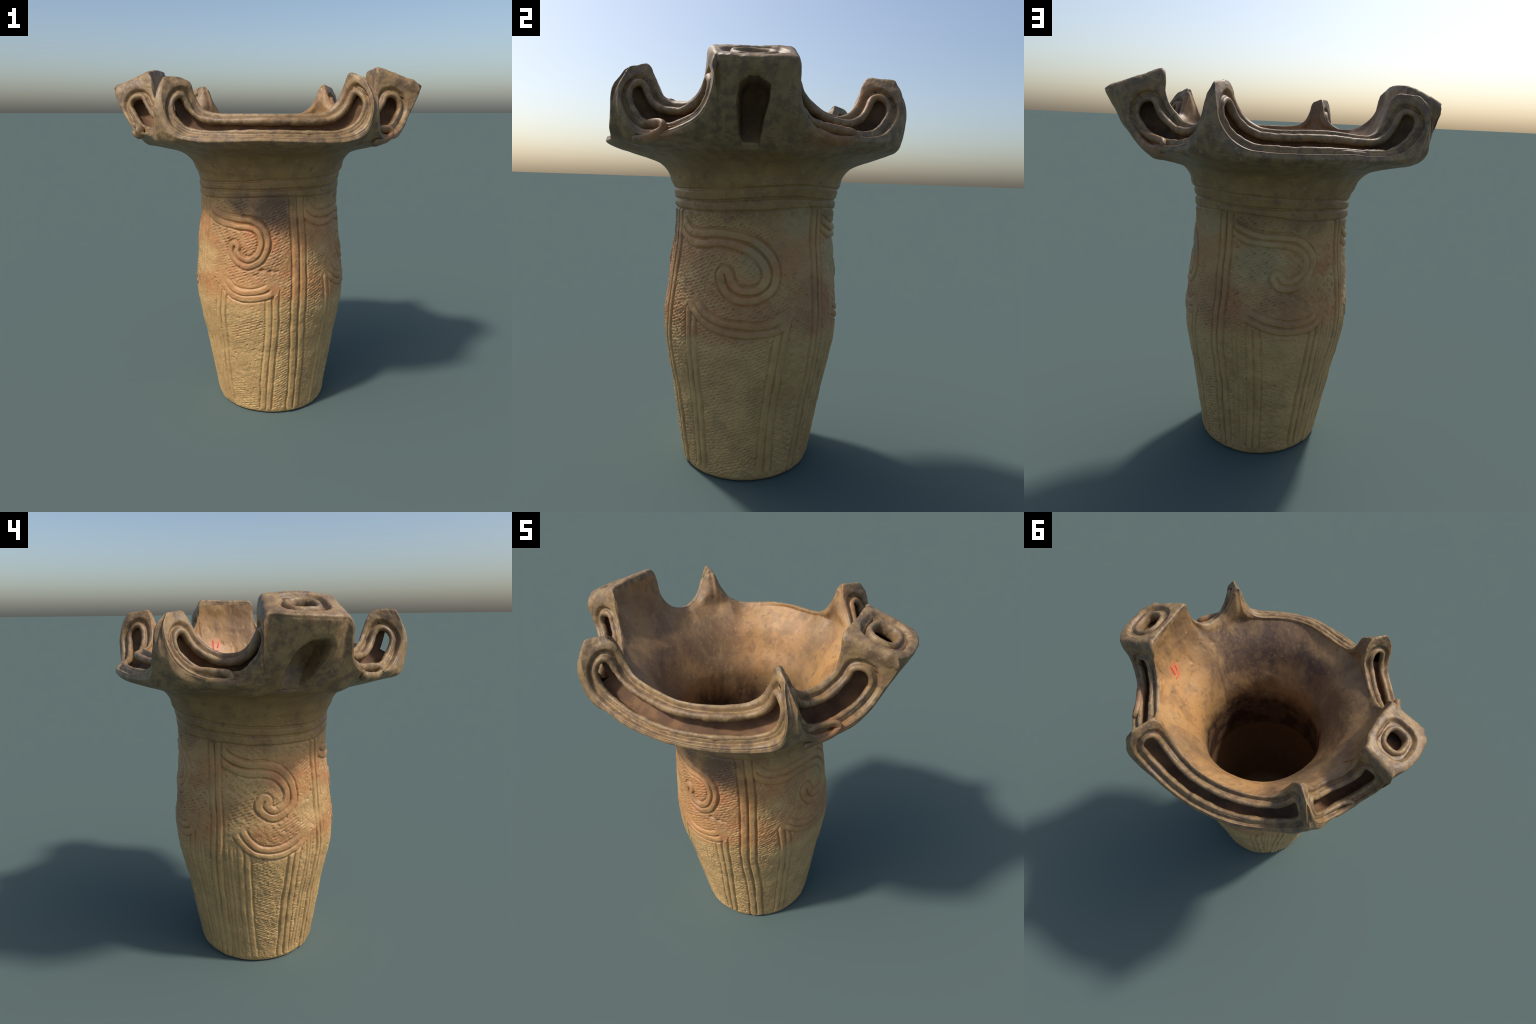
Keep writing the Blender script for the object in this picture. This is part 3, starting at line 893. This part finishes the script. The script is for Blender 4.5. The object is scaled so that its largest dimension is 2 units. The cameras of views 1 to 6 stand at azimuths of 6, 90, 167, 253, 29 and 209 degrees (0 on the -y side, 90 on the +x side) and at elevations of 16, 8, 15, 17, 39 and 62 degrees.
def tube(name, C, N, half_w, half_h, mat, parent=None, closed=True, sides=18, seed=0, power=1.0):
    """Sweep an ellipse along C with its short axis along N."""
    n = len(C)
    T = normalize(np.roll(C, -1, 0) - np.roll(C, 1, 0)) if closed else normalize(np.gradient(C, axis=0))
    N = normalize(N - T * np.sum(N * T, 1, keepdims=True))
    B = np.cross(T, N)
    ang = np.arange(sides) / sides * TAU
    hw = np.broadcast_to(half_w, (n,)); hh = np.broadcast_to(half_h, (n,))
    cs, sn = np.cos(ang), np.sin(ang)
    V = (C[:, None] + B[:, None] * (hw[:, None] * cs)[..., None] + N[:, None] * (hh[:, None] * sn)[..., None])
    out = normalize(V - C[:, None])
    V = V + out * (.0030 * fbm(V, 14., 2, 201 + seed) + .0016 * fbm(V, 45., 2, 205 + seed))[..., None]
    idx = np.arange(n * sides).reshape(n, sides)
    nx = np.roll(idx, -1, 0) if closed else idx[1:]
    a = idx if closed else idx[:-1]
    q = np.stack([a, nx, np.roll(nx, -1, 1), np.roll(a, -1, 1)], -1).reshape(-1, 4)
    co = V.reshape(-1, 3)
    if not closed:
        co = np.vstack([co, C[0], C[-1]])
        s, e = len(co) - 2, len(co) - 1
        j = np.arange(sides); k = (j + 1) % sides
        q = np.vstack([q, np.stack([np.full(sides, s), j, k, np.full(sides, s)], -1)[:, [0, 1, 2, 2]] * 1,
                       ]) if False else q
        # close the ends with short domes
        caps = []
        rings = [co]
        base = len(co)
        for end, sign in ((0, -1), (n - 1, 1)):
            prev = idx[end]
            for s_ in (.45, .8, .97):
                rr = math.sqrt(1 - s_ * s_)
                ringv = C[end] + (V[end] - C[end]) * rr + sign * T[end] * s_ * hw[end]
                rings.append(ringv)
                cur = base + np.arange(sides); base += sides
                quad = np.stack([prev, cur, np.roll(cur, -1), np.roll(prev, -1)], -1)
                caps.append(quad if sign > 0 else quad[:, ::-1])
                prev = cur
            rings.append((C[end] + sign * T[end] * hw[end])[None])
            tip = np.full(sides // 2, base); base += 1
            j = np.arange(0, sides, 2)
            quad = np.stack([prev[j], tip, prev[(j + 2) % sides], prev[(j + 1) % sides]], -1)
            caps.append(quad if sign > 0 else quad[:, ::-1])
        co = np.vstack(rings)
        q = np.vstack([q] + caps)
    return make_mesh(name, co, q, None, mat, parent)


def frame_path(p, off=0.):
    a, b = PANELS[p]
    cols = np.arange(a, b + 1)
    s = ARC[cols % NU] + np.floor_divide(cols, NU) * ARC_TOTAL
    w = FACE_W[cols % NU]
    h = HALF * w + off
    s0, s1 = s[0] - off, s[-1] + off
    ha, hb = np.interp(s0, s, h), np.interp(s1, s, h)
    side = np.arange(s0 + ha, s1 - hb, .006)
    half = np.interp(side, s, h)
    th = np.linspace(0, math.pi, 26)[1:-1]
    ss = np.r_[side, s1 - hb + hb * np.sin(th), side[::-1], s0 + ha - ha * np.sin(th)]
    tt = np.r_[-half, -hb * np.cos(th), half[::-1], ha * np.cos(th)]
    col = np.interp(ss, s, cols)
    vp = SLOT_V + tt / np.interp(ss, s, w)
    return col, vp, tt / np.interp(ss, s, h)


for p in range(6):
    col, vp, rel = frame_path(p)
    C, N = face_point(col, vp)
    hw = .0140 + .0012 * rel
    tube("slot_frame", C - N * (.008 - .003 * rel)[:, None], N, hw, .0185, MAT_OUT, seed=p * 7)

# ---- hollow behind the slots ------------------------------------------------
across = np.array([.80, .752, .728, .69, .60, .488, .38, .286, .248, .224, .18])
deep_shape = np.array([.010, .016, .040, .90, 1, 1, .92, .72, .030, .016, .010])
zmid = gauss_wrap(face_mid[:, 2], 4)
trough = np.full(NU, .060)
for a, b in (PANELS[i] for i in (1, 2, 4, 5)):
    trough[np.arange(a, b + 1) % NU] = .085
for p, (a, b) in enumerate(PANELS):                       # a fin is thin: its two slots share the depth
    nxt = PANELS[(p + 1) % 6][0] + (NU if p == 5 else 0)
    if p in (1, 4):
        continue
    left, right = np.arange(b - 90, (b + nxt) // 2), np.arange((b + nxt) // 2, nxt + 90)
    for one, other in ((left, right), (right, left)):
        gap = np.linalg.norm(face_mid[one % NU][:, None] - face_mid[other % NU][None], axis=-1).min(1)
        trough[one % NU] = np.minimum(trough[one % NU], np.maximum(.48 * gap + .004, .018))
trough = gauss_wrap(trough, 3)
in_slot = np.zeros(NU)
for a, b in PANELS:                                       # the trough rises and closes behind the frame's ends
    cols = np.arange(a - 12, b + 13)
    in_slot[cols % NU] = np.maximum(in_slot[cols % NU], sstep(-4, 5, np.minimum(cols - a, b - cols)))
for a, b in TOWER_COLS:                                   # a floor under the opening in each tower top
    cols = np.arange(a + 8, b - 7) % NU
    in_slot[cols], trough[cols] = 1., .085
trough = .012 + (trough - .012) * in_slot
trough = np.where(in_slot > 0, trough, .006)
liner = []
for q, dsh in zip(across, deep_shape):
    k = K_O + int(round(q * NV))
    liner.append(SMOOTH[k] - SMOOTH_N[k] * (np.where(dsh < .2, dsh, dsh * trough))[:, None])
liner = np.array(liner)
nl = len(liner)
lid = np.arange(nl * NU).reshape(nl, NU)
lq = np.stack([lid[:-1], np.roll(lid, -1, 1)[:-1], np.roll(lid, -1, 1)[1:], lid[1:]], -1)
pierced = np.abs((az_mean - 234 + 180) % 360 - 180) < 9          # the front left horn is open right through
keep_q = np.broadcast_to(in_slot > 0, lq.shape[:2]).copy()
keep_q[5:, :] &= ~(pierced & (zmid > 1.765))
lq = lq[keep_q]
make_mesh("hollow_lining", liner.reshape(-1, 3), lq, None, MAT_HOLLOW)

# ---- rings standing in the tower tops ---------------------------------------
for (ctr, er, et, en, ea, eb), g in zip(CAP, (1, 4)):
    th = np.linspace(0, TAU, 90, endpoint=False)
    e = 2 / 2.5
    cx = np.sign(np.cos(th)) * np.abs(np.cos(th)) ** e * (ea - .014)
    cy = np.sign(np.sin(th)) * np.abs(np.sin(th)) ** e * (eb - .014)
    C = ctr + cx[:, None] * er + cy[:, None] * et - en * .020
    tube("tower_ring", C, np.broadcast_to(en, C.shape), .0165, .030, MAT_OUT, TOWER_OBJ[g], seed=40 + g)

# ---- small curls on the lips of the short panels ----------------------------
CURLS = [
    [(-43, .728, 1.672), (-37, .735, 1.680), (-31, .742, 1.690), (-27.5, .752, 1.686), (-26.3, .760, 1.668), (-28, .762, 1.648), (-32, .760, 1.634), (-38, .756, 1.628)],
    [(18, .725, 1.712), (24, .718, 1.692), (30, .718, 1.684), (34, .726, 1.680), (35.5, .736, 1.664), (33, .738, 1.648), (28, .733, 1.646), (21, .738, 1.668)],
    [(139, .738, 1.722), (145, .724, 1.698), (151, .718, 1.690), (154.5, .724, 1.688), (155.8, .736, 1.672), (154, .742, 1.654), (148, .745, 1.654)],
    [(195, .752, 1.706), (201, .734, 1.694), (206, .726, 1.692), (210.5, .728, 1.688), (212, .738, 1.670), (209, .740, 1.652), (202, .744, 1.658)]]
for c, pts in enumerate(CURLS):
    p = cyl(np.array(pts))
    t = np.r_[0, np.cumsum(np.linalg.norm(np.diff(p, axis=0), axis=1))]
    C = pchip(t, p, np.linspace(0, t[-1], 70))
    C = np.vstack([C[:1], .25 * C[:-2] + .5 * C[1:-1] + .25 * C[2:], C[-1:]])
    N = normalize(np.stack([C[:, 0] * .7, C[:, 1] * .7, np.full(len(C), .62)], -1))
    tube("lip_curl", C - N * .010, N, .0155, .024, MAT_OUT, closed=False, seed=60 + c)

# ---- a few brush strokes of red ink on the inner wall below the right tower --
def ink():
    n = Nodes("red_ink")
    f = n.noise(60, 3)
    return n.finish(n.mix(n.band(f, .4, .7), srgb(214, 72, 48), srgb(190, 96, 66)), .6, f, .1)


STROKES = [((4.8, 1.747), (8.2, 1.745)), ((6.1, 1.738), (7.4, 1.714)), ((9.6, 1.752), (10.3, 1.709)), ((7.5, 1.694), (11.9, 1.692))]
MAT_INK = ink()
inner = X[K_I + 6:K_I + 60]
innerN = NORM[K_I + 6:K_I + 60]
in_az = np.degrees(np.arctan2(inner[..., 1], inner[..., 0]))
for i, (p, q) in enumerate(STROKES):
    t = np.linspace(0, 1, 12)
    C, N = [], []
    for u in t:
        a, z = p[0] + (q[0] - p[0]) * u, p[1] + (q[1] - p[1]) * u
        j = np.argmin(((in_az - a) * .0098) ** 2 + (inner[..., 2] - z) ** 2)
        k, c = np.unravel_index(j, in_az.shape)
        C.append(inner[k, c]); N.append(innerN[k, c])
    C, N = np.array(C), normalize(np.array(N))
    C = pchip(np.r_[0, .5, 1.], np.array([C[0], C[6], C[-1]]), t)
    tube("ink_stroke", C + N * .0003, N, .0034, .0020, MAT_INK, closed=False, seed=80 + i, sides=10)
